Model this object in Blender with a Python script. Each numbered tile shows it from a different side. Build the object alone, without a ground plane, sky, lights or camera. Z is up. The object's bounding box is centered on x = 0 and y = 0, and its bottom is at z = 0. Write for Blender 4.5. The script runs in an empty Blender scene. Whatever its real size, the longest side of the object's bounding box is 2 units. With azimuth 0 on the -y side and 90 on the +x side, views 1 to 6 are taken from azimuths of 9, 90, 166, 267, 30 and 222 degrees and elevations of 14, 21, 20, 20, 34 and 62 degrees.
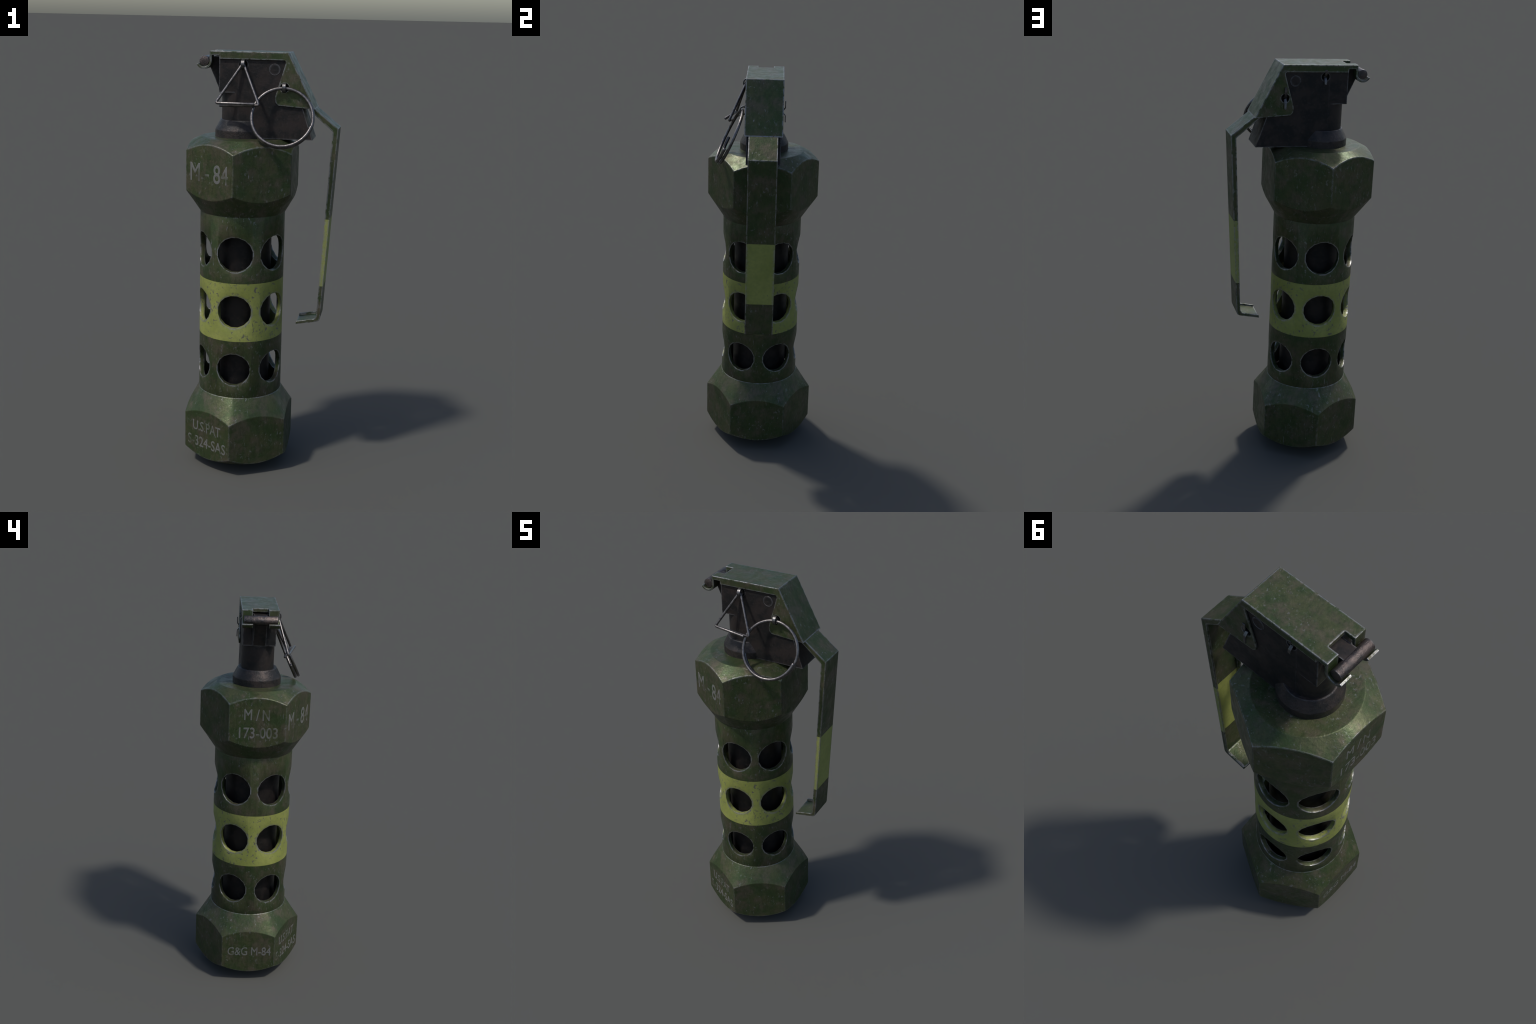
"""Olive drab perforated stun grenade with fuse, safety lever, pull ring and clip."""
import bpy, bmesh, math
from mathutils import Vector, Matrix

# ------------------------------------------------------------------ sizes (m)
AXIS = -0.1003                      # canister axis, x (y = 0)
HEX_R = 0.2832                      # hexagon corner radius
HEX_A = HEX_R * math.cos(math.pi / 6)
TUBE_R, TUBE_IN = 0.2015, 0.1775
CORE_R = 0.1405
CAP_TOP, CAP_LOW = 1.6085, 1.2565     # upper cap: disc level, where it meets the tube
BASE_TOP = 0.380                    # lower cap: where it meets the tube
BAND = (0.661, 0.9435)              # painted band on the tube
LEVER_BAND = (0.922, 1.2445)        # painted band on the lever
HOLES = ((1.0805, 0.0835), (0.805, 0.0800), (0.519, 0.0790))   # row height, hole radius
FLAT = 0.0824                       # half width of the fuse
COVER = 0.0914                      # half width of the lever cover
STRIP = 0.0700                      # half width of the lever strip
EYES = ((-0.0945, 1.9425), (0.0968, 1.8445))    # cotter pin centres (x, z)

scene = bpy.context.scene
root = bpy.data.objects.new("stun_grenade", None)
root.empty_display_size = 0.2
scene.collection.objects.link(root)
root["label"] = "worn olive green perforated stun grenade with lever and pull ring"
root["category"] = "grenade"


# ------------------------------------------------------------------ node helpers
class Nodes:
    def __init__(self, name):
        self.mat = bpy.data.materials.new(name)
        self.mat.use_nodes = True
        self.t = self.mat.node_tree
        self.t.nodes.clear()
        self.out = self.t.nodes.new("ShaderNodeOutputMaterial")
        self.bsdf = self.t.nodes.new("ShaderNodeBsdfPrincipled")
        self.t.links.new(self.bsdf.outputs[0], self.out.inputs[0])
        self.coord = self.t.nodes.new("ShaderNodeTexCoord").outputs["Object"]

    def link(self, a, b):
        self.t.links.new(a, b)

    def put(self, sock, v):
        if isinstance(v, bpy.types.NodeSocket):
            self.link(v, sock)
        else:
            sock.default_value = (*v, 1.0) if isinstance(v, tuple) and len(v) == 3 and sock.type == "RGBA" else v

    def noise(self, scale, detail=4.0, rough=0.6, stretch=(1, 1, 1), shift=(0, 0, 0), dist=0.0):
        m = self.t.nodes.new("ShaderNodeMapping")
        m.inputs["Scale"].default_value = stretch
        m.inputs["Location"].default_value = shift
        self.link(self.coord, m.inputs["Vector"])
        n = self.t.nodes.new("ShaderNodeTexNoise")
        n.inputs["Scale"].default_value = scale
        n.inputs["Detail"].default_value = detail
        n.inputs["Roughness"].default_value = rough
        n.inputs["Distortion"].default_value = dist
        self.link(m.outputs[0], n.inputs["Vector"])
        return n.outputs["Fac"]

    def step(self, v, lo, hi, a=0.0, b=1.0):
        r = self.t.nodes.new("ShaderNodeMapRange")
        r.interpolation_type = "SMOOTHSTEP"
        for i, x in enumerate((v, lo, hi, a, b)):
            self.put(r.inputs[i], x)
        return r.outputs[0]

    def math(self, op, a, b=0.0, c=0.0):
        m = self.t.nodes.new("ShaderNodeMath")
        m.operation = op
        m.use_clamp = op in ("ADD",)
        for i, x in enumerate((a, b, c)):
            self.put(m.inputs[i], x)
        return m.outputs[0]

    def mix(self, fac, a, b):
        m = self.t.nodes.new("ShaderNodeMix")
        m.data_type = "RGBA"
        self.put(m.inputs[0], fac)
        self.put(m.inputs[6], a)
        self.put(m.inputs[7], b)
        return m.outputs[2]

    def edge(self, radius):
        """1 where the surface turns within `radius` (worn edges), from the Bevel node."""
        b = self.t.nodes.new("ShaderNodeBevel")
        b.samples = 6
        b.inputs["Radius"].default_value = radius
        g = self.t.nodes.new("ShaderNodeNewGeometry")
        d = self.t.nodes.new("ShaderNodeVectorMath")
        d.operation = "DOT_PRODUCT"
        self.link(b.outputs[0], d.inputs[0])
        self.link(g.outputs["Normal"], d.inputs[1])
        return self.step(d.outputs["Value"], 0.999, 0.955)

    def frayed(self, radius, noise, gain=1.5, lo=0.66, hi=1.10):
        """Edge mask whose inner border is broken up by noise."""
        k = self.math("MULTIPLY_ADD", self.math("SUBTRACT", noise, 0.5), gain, self.edge(radius))
        return self.math("MULTIPLY", self.step(k, lo, hi), self.step(self.edge(radius), 0.02, 0.25))

    def bump(self, height, strength, distance=0.002):
        b = self.t.nodes.new("ShaderNodeBump")
        b.inputs["Strength"].default_value = strength
        b.inputs["Distance"].default_value = distance
        self.link(height, b.inputs["Height"])
        self.link(b.outputs[0], self.bsdf.inputs["Normal"])

    def finish(self, color, rough, metal=0.0):
        self.put(self.bsdf.inputs["Base Color"], color)
        self.put(self.bsdf.inputs["Roughness"], rough)
        self.put(self.bsdf.inputs["Metallic"], metal)
        return self.mat


STEEL = (0.30, 0.295, 0.31)


def olive_layers(n):
    """Blotched olive drab with brownish worn patches: colour socket."""
    c = n.mix(n.step(n.noise(9.0, 7.0, 0.66), 0.40, 0.62), (0.036, 0.058, 0.020), (0.062, 0.070, 0.030))
    c = n.mix(n.step(n.noise(13.0, 8.0, 0.70, shift=(3, 1, 7)), 0.44, 0.66, 0.0, 0.9), c, (0.088, 0.075, 0.051))
    c = n.mix(n.step(n.noise(70.0, 5.0, 0.7, stretch=(1, 1, 0.3)), 0.42, 0.70, 0.0, 0.5), c, (0.026, 0.034, 0.015))
    c = n.mix(n.step(n.noise(230.0, 3.0, 0.6), 0.52, 0.68, 0.0, 0.18), c, (0.105, 0.105, 0.075))
    return c


def wear_masks(n, radius=0.011):
    """Rubbed edges, scattered scuffs and fine scratches."""
    rub = n.frayed(radius, n.noise(34.0, 6.0, 0.75, shift=(5, 2, 1)), 3.0)
    scuff = n.math("MULTIPLY", n.step(n.noise(75.0, 4.0, 0.65, stretch=(1, 1, 0.6), shift=(9, 4, 2), dist=0.3), 0.56, 0.72, 0, 0.42),
                   n.step(n.noise(9.0, 3.0, shift=(2, 8, 5)), 0.42, 0.58))
    scratch = n.math("MULTIPLY", n.step(n.noise(130.0, 2.0, 0.5, stretch=(1, 1, 0.13), shift=(1, 3, 2)), 0.68, 0.74, 0, 0.5),
                     n.step(n.noise(7.0, 2.0, shift=(6, 1, 3)), 0.50, 0.62))
    return rub, n.math("ADD", n.math("ADD", rub, scuff), scratch)


OLIVE_METAL = 0.46


def olive(name="olive_paint", radius=0.011):
    n = Nodes(name)
    base = olive_layers(n)
    rub, wear = wear_masks(n, radius)
    c = n.mix(wear, base, STEEL)
    rough = n.step(n.noise(20.0, 6.0, 0.7, shift=(1, 6, 3)), 0.3, 0.7, 0.33, 0.54)
    n.bump(n.math("SUBTRACT", n.noise(60.0, 6.0, 0.65), n.math("MULTIPLY", wear, 0.4)), 0.45, 0.003)
    n.bsdf.inputs["Specular IOR Level"].default_value = 0.35
    return n.finish(c, rough, n.math("MULTIPLY_ADD", wear, 0.45, OLIVE_METAL))


def lime(name="lime_paint", chip=0.575):
    n = Nodes(name)
    base = n.mix(n.step(n.noise(9.0, 5.0), 0.35, 0.65), (0.192, 0.216, 0.044), (0.238, 0.256, 0.062))
    base = n.mix(n.step(n.noise(70.0, 4.0, 0.7), 0.35, 0.75, 0.0, 0.45), base, (0.14, 0.155, 0.045))
    chips = n.step(n.noise(60.0, 4.0, 0.6, stretch=(1, 1, 0.9), dist=0.5), chip, chip + 0.06)
    chips = n.math("MULTIPLY", chips, n.step(n.noise(8.0, 3.0, shift=(4, 4, 1)), 0.36, 0.52, 0.15, 1.0))
    rub = n.frayed(0.018, n.noise(42.0, 6.0, 0.75), 2.4)
    wear = n.math("ADD", chips, rub)
    c = n.mix(n.math("MULTIPLY", wear, 0.9), base, n.mix(rub, (0.085, 0.08, 0.07), STEEL))
    n.bump(n.math("SUBTRACT", n.noise(120.0, 5.0, 0.65), wear), 0.35)
    return n.finish(c, n.math("MULTIPLY_ADD", wear, -0.15, 0.55), n.math("MULTIPLY", rub, 0.8))


def gunmetal(name="gunmetal", grain=0.3, dark=1.0, rough=(0.42, 0.60), metal=0.35):
    n = Nodes(name)
    k = dark
    c = n.mix(n.step(n.noise(11.0, 6.0, 0.65), 0.42, 0.60), (0.0150 * k, 0.0148 * k, 0.015 * k), (0.0305 * k, 0.0245 * k, 0.0225 * k))
    c = n.mix(n.step(n.noise(75.0, 6.0, 0.75), 0.50, 0.75, 0.0, 0.5), c, (0.060 * k, 0.050 * k, 0.046 * k))
    rub = n.math("MULTIPLY", n.frayed(0.009, n.noise(40.0, 6.0, 0.75), 2.2), 0.85)
    c = n.mix(rub, c, (0.16, 0.155, 0.16))
    n.bump(n.noise(80.0, 6.0, 0.7), grain, 0.003)
    n.bsdf.inputs["Specular IOR Level"].default_value = 0.25
    return n.finish(c, n.step(n.noise(25.0, 4.0), 0.3, 0.7, *rough), n.math("MULTIPLY_ADD", rub, 0.4, metal))


def rubbed(name, under):
    """Hole walls: paint mostly rubbed away to bright steel."""
    n = Nodes(name)
    bare = n.step(n.noise(26.0, 6.0, 0.72), 0.43, 0.60)
    c = n.mix(bare, under, (0.40, 0.395, 0.40))
    n.bump(n.noise(60.0, 5.0, 0.65), 0.4, 0.003)
    return n.finish(c, n.math("MULTIPLY_ADD", bare, -0.24, 0.48), n.math("MULTIPLY_ADD", bare, 0.6, 0.35))


def wire_steel(name, base, metal=0.9):
    n = Nodes(name)
    c = n.mix(n.step(n.noise(60.0, 5.0, 0.7), 0.38, 0.66), base, tuple(v * 0.5 for v in base))
    n.bump(n.noise(180.0, 4.0, 0.7), 0.3)
    return n.finish(c, n.step(n.noise(80.0, 4.0), 0.3, 0.7, 0.28, 0.45), metal)


def stencil():
    """Grey lettering rubbed through to the olive below."""
    n = Nodes("stencil_grey")
    base = olive_layers(n)
    keep = n.step(n.noise(15.0, 3.0, 0.5, shift=(7, 3, 11)), 0.32, 0.54, 0.22, 0.72)
    c = n.mix(keep, base, (0.150, 0.146, 0.146))
    return n.finish(c, 0.5, n.math("MULTIPLY_ADD", keep, -OLIVE_METAL, OLIVE_METAL))


M_OLIVE, M_LIME, M_GUN = olive(), lime(), gunmetal()
M_LIME_LEVER = lime("lime_paint_lever", 0.66)
M_WIRE = wire_steel("wire_steel", (0.17, 0.158, 0.155))
M_COTTER = wire_steel("cotter_steel", (0.15, 0.145, 0.145))
M_PIN = gunmetal("pin_steel", 1.0, 3.2, (0.24, 0.40), 0.8)
M_COLLAR = gunmetal("collar_steel", 0.8, 1.6, (0.32, 0.50), 0.55)
M_CORE = gunmetal("charge_tube", 0.15, 0.7)
M_TEXT = stencil()
M_RIM_OLIVE = rubbed("rubbed_olive", (0.06, 0.07, 0.035))
M_RIM_LIME = rubbed("rubbed_lime", (0.22, 0.25, 0.06))


# ------------------------------------------------------------------ mesh helpers
def add(name, mesh, mat, parent=root, smooth=35.0, weighted=False):
    ob = bpy.data.objects.new(name, mesh)
    scene.collection.objects.link(ob)
    if mat:
        mesh.materials.clear()
        for m in mat if isinstance(mat, tuple) else (mat,):
            mesh.materials.append(m)
    if smooth:
        mesh.polygons.foreach_set("use_smooth", [True] * len(mesh.polygons))
        mesh.set_sharp_from_angle(angle=math.radians(smooth))
    ob.parent = parent
    if weighted:
        m = ob.modifiers.new("flat_faces", "WEIGHTED_NORMAL")
        m.keep_sharp, m.weight = True, 70
    return ob


def mesh_of(bm, name="part"):
    bmesh.ops.recalc_face_normals(bm, faces=bm.faces)
    me = bpy.data.meshes.new(name)
    bm.to_mesh(me)
    bm.free()
    return me


def loft(rings, close_ends=True, closed=False):
    """Skin rings of equal length; optional n-gon ends."""
    bm = bmesh.new()
    vs = [[bm.verts.new(p) for p in r] for r in rings]
    k = len(rings[0])
    pairs = list(zip(vs, vs[1:])) + ([(vs[-1], vs[0])] if closed else [])
    for a, b in pairs:
        for i in range(k):
            bm.faces.new((a[i], a[(i + 1) % k], b[(i + 1) % k], b[i]))
    if close_ends and not closed:
        bm.faces.new(vs[0])
        bm.faces.new(vs[-1])
    return bm


def circle(cx, r, z, k=96, ry=None):
    return [(cx + r * math.cos(2 * math.pi * i / k), (ry or r) * math.sin(2 * math.pi * i / k), z) for i in range(k)]


def prism(poly, y0, y1):
    """Extrude an (x, z) outline from y0 to y1."""
    return loft([[(x, y0, z) for x, z in poly], [(x, y1, z) for x, z in poly]])


def rod(cx, cz, r, y0, y1, k=32):
    poly = [(cx + r * math.cos(2 * math.pi * i / k), cz + r * math.sin(2 * math.pi * i / k)) for i in range(k)]
    return prism(poly, y0, y1)


def temp(bm):
    ob = bpy.data.objects.new("helper", mesh_of(bm))
    scene.collection.objects.link(ob)
    return ob


def apply_mods(ob):
    dg = bpy.context.evaluated_depsgraph_get()
    dg.update()
    me = bpy.data.meshes.new_from_object(ob.evaluated_get(dg))
    ob.modifiers.clear()
    ob.data = me
    return ob


def boolean(ob, others, op="DIFFERENCE"):
    for o in others:
        m = ob.modifiers.new("cut", "BOOLEAN")
        m.operation, m.solver, m.object = op, "EXACT", o
    apply_mods(ob)
    for o in others:
        bpy.data.objects.remove(o)
    return ob


def bevel(ob, width, segments=2, angle=30.0):
    m = ob.modifiers.new("edge", "BEVEL")
    m.width, m.segments, m.limit_method = width, segments, "ANGLE"
    m.angle_limit = math.radians(angle)
    m.use_clamp_overlap = True
    m.miter_outer = "MITER_ARC"
    return apply_mods(ob)


def take_mesh(ob):
    me = ob.data
    bpy.data.objects.remove(ob)
    return me


def slab(me, z0, z1):
    """Copy of a mesh cut to the slice between two heights (no caps)."""
    bm = bmesh.new()
    bm.from_mesh(me)
    for z, up in ((z0, False), (z1, True)):
        if z is not None:
            bmesh.ops.bisect_plane(bm, geom=bm.verts[:] + bm.edges[:] + bm.faces[:], plane_co=(0, 0, z),
                                   plane_no=(0, 0, 1), clear_outer=up, clear_inner=not up, dist=1e-6)
    out = bpy.data.meshes.new("slice")
    bm.to_mesh(out)
    bm.free()
    return out


def merge(meshes):
    bm = bmesh.new()
    for me in meshes:
        bm.from_mesh(me)
    out = bpy.data.meshes.new("merged")
    bm.to_mesh(out)
    bm.free()
    return out


def fillet(points, radius, steps=5):
    """Round the inner corners of a 3D polyline."""
    pts = [Vector(p) for p in points]
    out = [pts[0]]
    for a, b, c in zip(pts, pts[1:], pts[2:]):
        u, w = (a - b).normalized(), (c - b).normalized()
        d = min(radius / max(math.tan(u.angle(w) / 2), 0.2), 0.4 * (a - b).length, 0.4 * (c - b).length)
        for i in range(steps + 1):
            t = i / steps
            out.append((1 - t) ** 2 * (b + u * d) + 2 * t * (1 - t) * b + t * t * (b + w * d))
    return out + [pts[-1]]


def wire(points, r, k=12):
    """Round wire swept along points with a parallel-transported frame, rounded cut ends."""
    pts = [Vector(p) for p in points]
    tans = [(pts[min(i + 1, len(pts) - 1)] - pts[max(i - 1, 0)]).normalized() for i in range(len(pts))]
    side = tans[0].orthogonal().normalized()
    rings = []
    for i, (p, t) in enumerate(zip(pts, tans)):
        side = (side - t * side.dot(t)).normalized()
        up = t.cross(side)
        ring = lambda c, rr: [tuple(c + (side * math.cos(a) + up * math.sin(a)) * rr)
                              for a in (2 * math.pi * j / k for j in range(k))]
        if i == 0:
            rings.append(ring(p - t * r * 0.25, r * 0.72))
        rings.append(ring(p, r))
        if i == len(pts) - 1:
            rings.append(ring(p + t * r * 0.25, r * 0.72))
    return mesh_of(loft(rings))


def ribbon(path, half, thick, closed=False):
    """Flat strip: path of (y, z) points, width along x from -half to half."""
    n = len(path)
    quads = []
    for i, (y, z) in enumerate(path):
        a = path[(i - 1) % n] if closed or i else path[0]
        b = path[(i + 1) % n] if closed or i < n - 1 else path[-1]
        t = Vector((b[0] - a[0], b[1] - a[1])).normalized()
        o = Vector((-t.y, t.x)) * thick / 2
        quads.append([(-half, y + o.x, z + o.y), (half, y + o.x, z + o.y), (half, y - o.x, z - o.y), (-half, y - o.x, z - o.y)])
    return loft(quads, closed=closed)


def offset_line(pts, d):
    """Mitred offset of an (x, z) polyline to its right-hand (inner) side."""
    v = [Vector(p) for p in pts]
    nor = [Vector(((b - a).y, -(b - a).x)).normalized() for a, b in zip(v, v[1:])]
    out = []
    for i, p in enumerate(v):
        a, b = nor[max(i - 1, 0)], nor[min(i, len(nor) - 1)]
        m = (a + b).normalized()
        out.append(p + m * d / max(m.dot(a), 0.3))
    return [tuple(p) for p in out]


# ------------------------------------------------------------------ hexagonal caps
STEPS = 16                                     # points per hexagon side


def hex_ring(z_corner, z_middle):
    """Edge where a turned chamfer meets the hexagon: corners and middles at two heights."""
    pts = []
    for i in range(6 * STEPS):
        a = math.radians(-90) + 2 * math.pi * i / (6 * STEPS)
        off = (i % STEPS) / STEPS * math.radians(60) - math.radians(30)
        r = HEX_A / math.cos(off)
        z = z_middle + (z_corner - z_middle) * (r - HEX_A) / (HEX_R - HEX_A)
        pts.append((AXIS + r * math.cos(a), r * math.sin(a), z))
    return pts


def round_ring(r, z):
    k = 6 * STEPS
    return [(AXIS + r * math.cos(-math.pi / 2 + 2 * math.pi * i / k), r * math.sin(-math.pi / 2 + 2 * math.pi * i / k), z)
            for i in range(k)]


cap = loft([round_ring(0.03, CAP_TOP), round_ring(0.10, CAP_TOP), round_ring(0.186, CAP_TOP),
            round_ring(TUBE_R, CAP_TOP),
            hex_ring(1.5525, 1.5875), hex_ring(1.3670, 1.3325),
            round_ring(TUBE_R, CAP_LOW), round_ring(0.16, CAP_LOW)])
add("hex_cap", take_mesh(bevel(temp(cap), 0.0035, 2, 22.0)), M_OLIVE, weighted=True)

base = loft([round_ring(0.12, 0.14), round_ring(0.168, 0.14), round_ring(0.174, BASE_TOP - 0.004), round_ring(TUBE_R, BASE_TOP),
             hex_ring(0.2640, 0.2965), hex_ring(0.0880, 0.0545),
             round_ring(0.232, 0.0490), round_ring(0.140, 0.0300), round_ring(0.046, 0.0300), round_ring(0.044, 0.0), round_ring(0.02, 0.0)])
add("hex_cap", take_mesh(bevel(temp(base), 0.0035, 2, 22.0)), M_OLIVE, weighted=True)

# ------------------------------------------------------------------ perforated tube
z0, z1 = BASE_TOP - 0.012, CAP_LOW + 0.012
k = 96
tube = loft([circle(AXIS, TUBE_R, z0, k), circle(AXIS, TUBE_R, z1, k), circle(AXIS, TUBE_IN, z1, k), circle(AXIS, TUBE_IN, z0, k)],
            closed=True)
tube_ob = temp(tube)
cutters = []
for z, r in HOLES:
    for ang in (30, 90, 150):
        n = 16
        d = Vector((math.cos(math.radians(ang)), math.sin(math.radians(ang)), 0))
        s = Vector((-d.y, d.x, 0))
        ring = lambda t: [tuple(Vector((AXIS, 0, z)) + d * t + (s * math.cos(a) + Vector((0, 0, 1)) * math.sin(a)) * r)
                          for a in (2 * math.pi * (j + 0.5) / n for j in range(n))]
        cutters.append(temp(loft([ring(-0.3), ring(0.3)])))
boolean(tube_ob, cutters)
bevel(tube_ob, 0.0030, 2, 50.0)
tube_me = take_mesh(tube_ob)
tube_me.materials.append(M_OLIVE)
tube_me.materials.append(M_RIM_OLIVE)
for p in tube_me.polygons:          # hole walls and their rounded rims
    rr = [math.hypot(tube_me.vertices[v].co.x - AXIS, tube_me.vertices[v].co.y) for v in p.vertices]
    p.material_index = int(min(rr) < TUBE_R - 0.0024 and max(rr) > TUBE_IN + 0.0006 and z0 + 0.01 < p.center.z < z1 - 0.01)
add("perforated_tube", merge([slab(tube_me, None, BAND[0]), slab(tube_me, BAND[1], None)]), (M_OLIVE, M_RIM_OLIVE), smooth=40)
add("painted_band", slab(tube_me, *BAND), (M_LIME, M_RIM_LIME), smooth=40)

add("charge_tube", mesh_of(loft([circle(AXIS, CORE_R, 0.145, 64), circle(AXIS, CORE_R, CAP_LOW + 0.02, 64)])), M_CORE)

# ------------------------------------------------------------------ fuse
NECK = -0.1165
END_SLOPE = 0.338
fuse_parts = [
    prism([(NECK, 1.6095), (0.2295, 1.6105), (0.2295 - END_SLOPE * 0.364, 1.9755), (NECK, 1.9755)], -FLAT, FLAT),
    loft([circle(NECK, 0.0890, 1.602, 64, FLAT - 0.0002), circle(NECK, 0.0890, 1.83, 64, FLAT - 0.0002)]),
    prism([(-0.2062, 1.8145), (-0.10, 1.8145), (-0.10, 1.9745), (-0.2062, 1.9745)], 0.0325, FLAT - 0.0004),
    prism([(-0.2062, 1.8145), (-0.10, 1.8145), (-0.10, 1.9745), (-0.2062, 1.9745)], -FLAT + 0.0004, -0.0325),
    prism([(-0.10, 1.815), (-0.2095, 1.815), (-0.2560, 1.9215), (-0.268, 1.938), (-0.277, 1.962), (-0.270, 1.9735), (-0.10, 1.9735)],
          -0.0322, 0.0322),
]
fuse = temp(fuse_parts[0])
boolean(fuse, [temp(b) for b in fuse_parts[1:]], "UNION")
pits = [temp(rod(x, z, 0.0195, s * 0.055, s * 0.12, 24)) for x, z in EYES for s in (-1, 1)]
boolean(fuse, pits)
bevel(fuse, 0.0025, 2, 40.0)
add("fuse_body", take_mesh(fuse), M_GUN, weighted=True)

profile = [(0.07, 1.601), (0.1222, 1.601), (0.1222, 1.6415), (0.0975, 1.6895), (0.07, 1.6895)]
collar = bevel(temp(loft([circle(NECK + 0.003, r, z, 72) for r, z in profile])), 0.0035, 2, 25.0)
add("fuse_collar", take_mesh(collar), M_COLLAR, smooth=40, weighted=True)

for s in (-1, 1):
    b = loft([[(0.0490 + r * math.cos(a), s * y, 1.9235 + r * math.sin(a)) for a in (2 * math.pi * i / 40 for i in range(40))]
              for r, y in ((0.0262, FLAT - 0.004), (0.0262, FLAT + 0.0008), (0.0255, FLAT + 0.0014), (0.0240, FLAT + 0.0014),
                           (0.0234, FLAT + 0.0004), (0.0228, FLAT + 0.0004), (0.0222, FLAT + 0.0012), (0.010, FLAT + 0.0012))])
    add("rivet", mesh_of(b), M_GUN, smooth=25)

# ------------------------------------------------------------------ lever cover with hooks
HX, HZ, H_IN, H_OUT = -0.2768, 1.9550, 0.0268, 0.0372
hook = lambda r, a: (HX + r * math.cos(math.radians(a)), HZ + r * math.sin(math.radians(a)))
cheek = ([(-0.2500, 2.0)] + [hook(H_IN, -a) for a in range(0, 156, 13)] + [hook(H_IN, -156), hook(H_OUT, -156)]
         + [hook(H_OUT, -a) for a in range(143, -1, -13)]
         + [(-0.2396, 1.981), (-0.2050, 1.981), (-0.2050, 1.9645),
            (0.0935, 1.9645), (0.0990, 1.9610), (0.0995, 1.9540), (0.0560, 1.8080), (0.0540, 1.7900), (0.0565, 1.7760),
            (0.0690, 1.7630), (0.2385, 1.7505), (0.1115, 2.0)])
cover = temp(prism(cheek, -COVER, COVER))
cavity = prism([(-0.222, 1.70), (-0.222, 1.981), (0.1035, 1.981), (0.2466, 1.70)], -COVER + 0.0082, COVER - 0.0082)
notch = prism([(-0.40, 1.85), (-0.2072, 1.85), (-0.2072, 2.1), (-0.40, 2.1)], -0.0385, 0.0385)
eye_holes = [temp(rod(*EYES[1], 0.0195, s * 0.05, s * 0.12, 24)) for s in (-1, 1)]
boolean(cover, [temp(cavity), temp(notch)] + eye_holes)
bevel(cover, 0.0022, 2, 35.0)

lever = bpy.data.objects.new("safety_lever", None)
scene.collection.objects.link(lever)
lever.parent = root
add("lever_cover", take_mesh(cover), M_OLIVE, lever, smooth=50, weighted=True)

# ------------------------------------------------------------------ lever strip (channel)
outer = [(0.2215, 1.7645), (0.3460, 1.6645), (0.2930, 0.7650), (0.2895, 0.7530), (0.2780, 0.7460), (0.1765, 0.7275)]
inner = [(0.2090, 1.7470), (0.3195, 1.6525), (0.2745, 0.7760), (0.2715, 0.7675), (0.2640, 0.7590), (0.1795, 0.7425)]
strip = temp(prism(outer + inner[::-1], -STRIP, STRIP))
floor_line = offset_line(outer, 0.0090)
for i in range(3, 6):               # the foot is thinner sheet
    floor_line[i] = (floor_line[i][0], floor_line[i][1] - 0.0035)
floor_line[0] = (floor_line[0][0] - 0.03, floor_line[0][1] + 0.025)
floor_line[-1] = (floor_line[-1][0] - 0.03, floor_line[-1][1] - 0.0055)
far = [(0.15, 0.90), (0.20, 1.60), (0.12, 1.74)]
boolean(strip, [temp(prism(floor_line + far, -STRIP + 0.0085, STRIP - 0.0085))])
bevel(strip, 0.0020, 2, 30.0)
strip_me = take_mesh(strip)
add("lever_strip", merge([slab(strip_me, None, LEVER_BAND[0]), slab(strip_me, LEVER_BAND[1], None)]), M_OLIVE, lever, smooth=50, weighted=True)
add("painted_band", slab(strip_me, *LEVER_BAND), M_LIME_LEVER, lever, smooth=50, weighted=True)

# ------------------------------------------------------------------ hinge pin
pin = temp(rod(HX, HZ - 0.0003, 0.0225, -0.0815, 0.0815, 40))
bevel(pin, 0.0015, 2, 40.0)
add("hinge_pin", take_mesh(pin), M_PIN)


# ------------------------------------------------------------------ cotter pins
def cotter(x, z, face, leg):
    loop = [(-face - 0.0095 + 0.0165 * math.cos(a), z + 0.0185 * math.sin(a)) for a in (2 * math.pi * i / 28 for i in range(28))]
    bms = [mesh_of(ribbon(loop, 0.0080, 0.0070, closed=True))]
    bms.append(mesh_of(ribbon([(-face + 0.004, z), (0.070, z)], 0.0060, 0.0110)))
    for s in (1, -1):
        path = [(0.060, z + s * 0.0030), (face - 0.003, z + s * 0.0042), (face + 0.0065, z + s * 0.0155),
                (face + 0.0085, z + s * 0.0190), (face + 0.0090, z + s * leg)]
        bms.append(mesh_of(ribbon(path, 0.0062, 0.0045)))
    me = merge(bms)
    me.transform(Matrix.Translation((x, 0, 0)))
    ob = temp_from(me)
    bevel(ob, 0.0008, 1, 50.0)
    add("cotter_pin", take_mesh(ob), M_COTTER, smooth=40)


def temp_from(me):
    ob = bpy.data.objects.new("helper", me)
    scene.collection.objects.link(ob)
    return ob


cotter(*EYES[0], FLAT, 0.0350)
cotter(*EYES[1], COVER, 0.0515)

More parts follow.
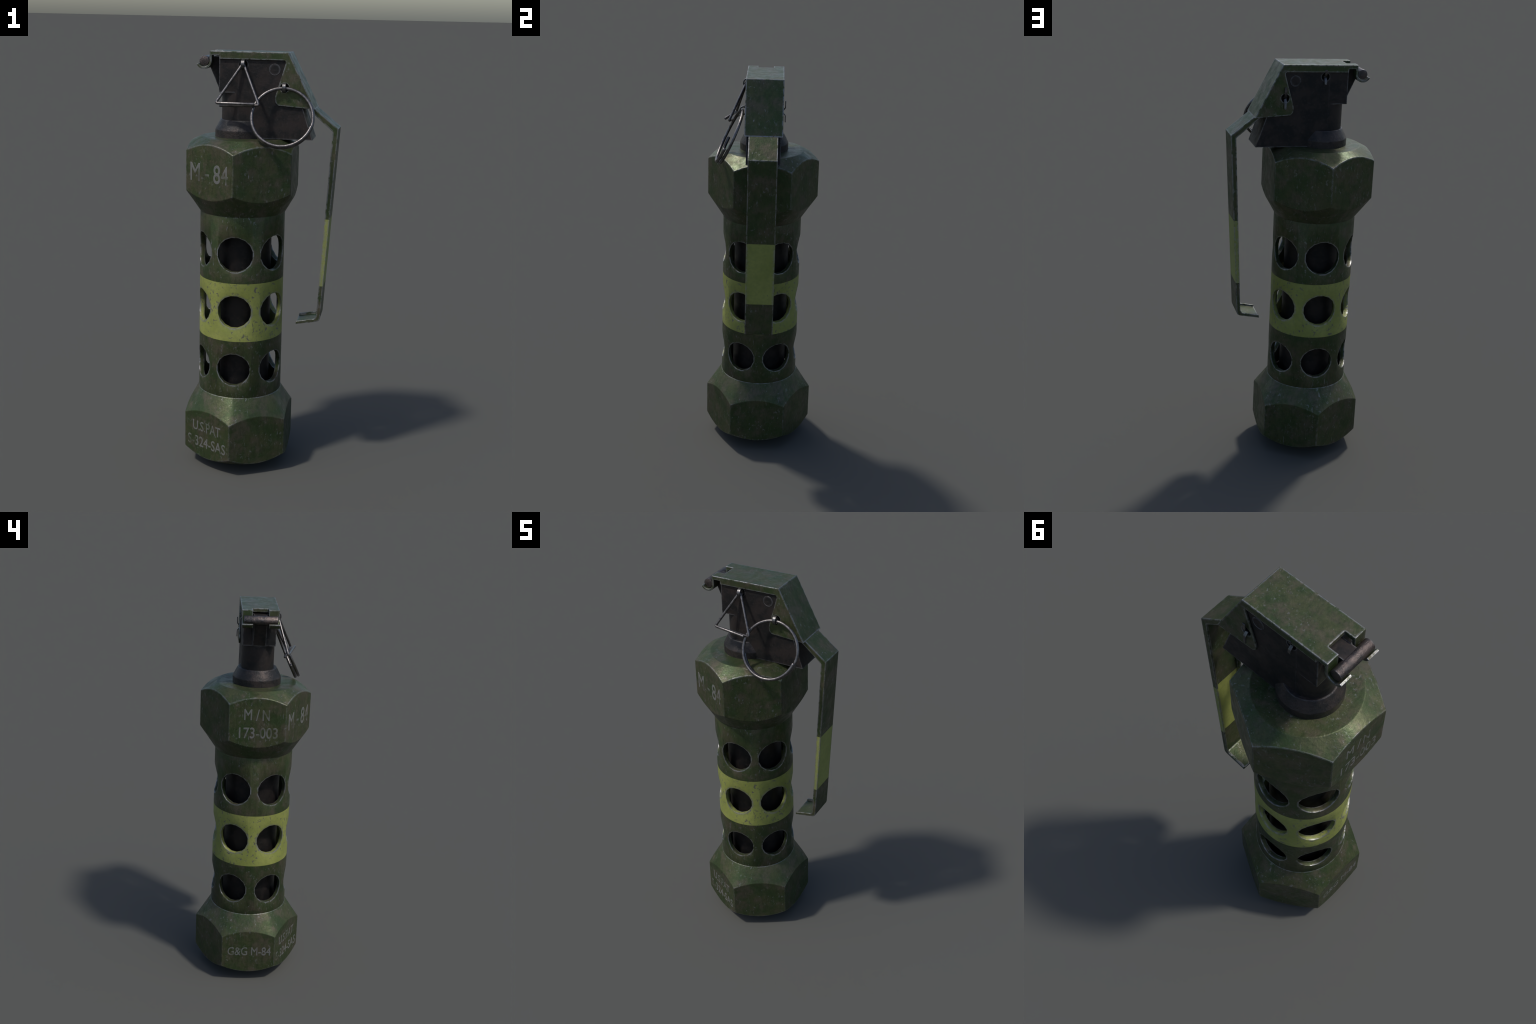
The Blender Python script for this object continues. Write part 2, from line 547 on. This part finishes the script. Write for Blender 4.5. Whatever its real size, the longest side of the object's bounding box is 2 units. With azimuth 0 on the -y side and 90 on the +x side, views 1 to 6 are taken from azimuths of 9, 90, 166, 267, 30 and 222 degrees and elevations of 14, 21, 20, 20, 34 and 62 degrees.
# ------------------------------------------------------------------ pull ring (split ring, 1.4 turns)
RC = Vector((0.0994, -0.1630, 1.7176))
th, ph, RR, PITCH, T0, TURN = 1.1370, -1.5102, 0.1376, 0.0175, 2.842, 8.853
RN = Vector((math.sin(th) * math.cos(ph), math.sin(th) * math.sin(ph), math.cos(th)))
ra = RN.cross(Vector((0, 0, 1))).normalized()
rb = RN.cross(ra)
coil = []
for i in range(161):
    s = i / 160
    t = T0 - s * TURN
    coil.append(RC + RR * (math.cos(t) * ra + math.sin(t) * rb) - RN * PITCH * (s - 0.5) * TURN / (2 * math.pi))
add("pull_ring", wire(coil, 0.0077, 14), M_WIRE, smooth=50)

# ------------------------------------------------------------------ triangular safety clip
clip = [(-0.0252, -0.1927, 1.7751), (-0.2095, -0.1466, 1.7710), (-0.0935, -0.0920, 1.9500),
        (-0.0052, -0.1745, 1.7683), (-0.1917, -0.1314, 1.7585)]
add("safety_clip", wire(fillet(clip, 0.008), 0.0065, 12), M_WIRE, smooth=50)


# ------------------------------------------------------------------ lettering
def glyphs(text, face_angle, s0, s1, zb, zt, bold):
    """One run of raised letters fitted to a box on one hexagon face."""
    cu = bpy.data.curves.new("words", "FONT")
    cu.body = text
    cu.extrude = 0.01
    cu.bevel_depth = bold
    cu.bevel_resolution = 0
    cu.resolution_u = 6
    ob = bpy.data.objects.new("words", cu)
    scene.collection.objects.link(ob)
    dg = bpy.context.evaluated_depsgraph_get()
    dg.update()
    me = bpy.data.meshes.new_from_object(ob.evaluated_get(dg))
    bpy.data.objects.remove(ob)
    xs, ys = [v.co.x for v in me.vertices], [v.co.y for v in me.vertices]
    x0, y0, top = min(xs), min(ys), max(v.co.z for v in me.vertices)
    fx, fy = (s1 - s0) / (max(xs) - x0), (zt - zb) / (max(ys) - y0)
    a = math.radians(face_angle)
    nrm, tan = Vector((math.cos(a), math.sin(a), 0)), Vector((-math.sin(a), math.cos(a), 0))
    for v in me.vertices:
        s, z = s0 + (v.co.x - x0) * fx, zb + (v.co.y - y0) * fy
        v.co = Vector((AXIS, 0, z)) + tan * s + nrm * (HEX_A + 0.0003 * v.co.z / top)
    return me


def lettering(face_angle, *runs, bold=0.010):
    add("lettering", merge([glyphs(t, face_angle, *box, bold) for t, *box in runs]), M_TEXT, smooth=0)


lettering(240, ("M", -0.1136, -0.0545, 1.4160, 1.5000), ("-", -0.0243, 0.0010, 1.4435, 1.4530),
          ("8", 0.0270, 0.0684, 1.4140, 1.5000), ("4", 0.0725, 0.1138, 1.4153, 1.5000))
lettering(180, ("M", -0.0670, -0.0284, 1.4742, 1.5295), ("/", -0.0090, 0.0090, 1.4712, 1.5290), ("N", 0.0238, 0.0590, 1.4721, 1.5265))
lettering(180, ("173-003", -0.0904, 0.1014, 1.3797, 1.4365))
lettering(180, ("G&G M-84", -0.1097, 0.1217, 0.1535, 0.2035))
lettering(240, ("U.S.PAT", -0.0887, 0.0875, 0.1895, 0.2395))
lettering(240, ("S-324-SAS", -0.1213, 0.1192, 0.1078, 0.1605))

for me in [m for m in bpy.data.meshes if m.users == 0]:
    bpy.data.meshes.remove(me)
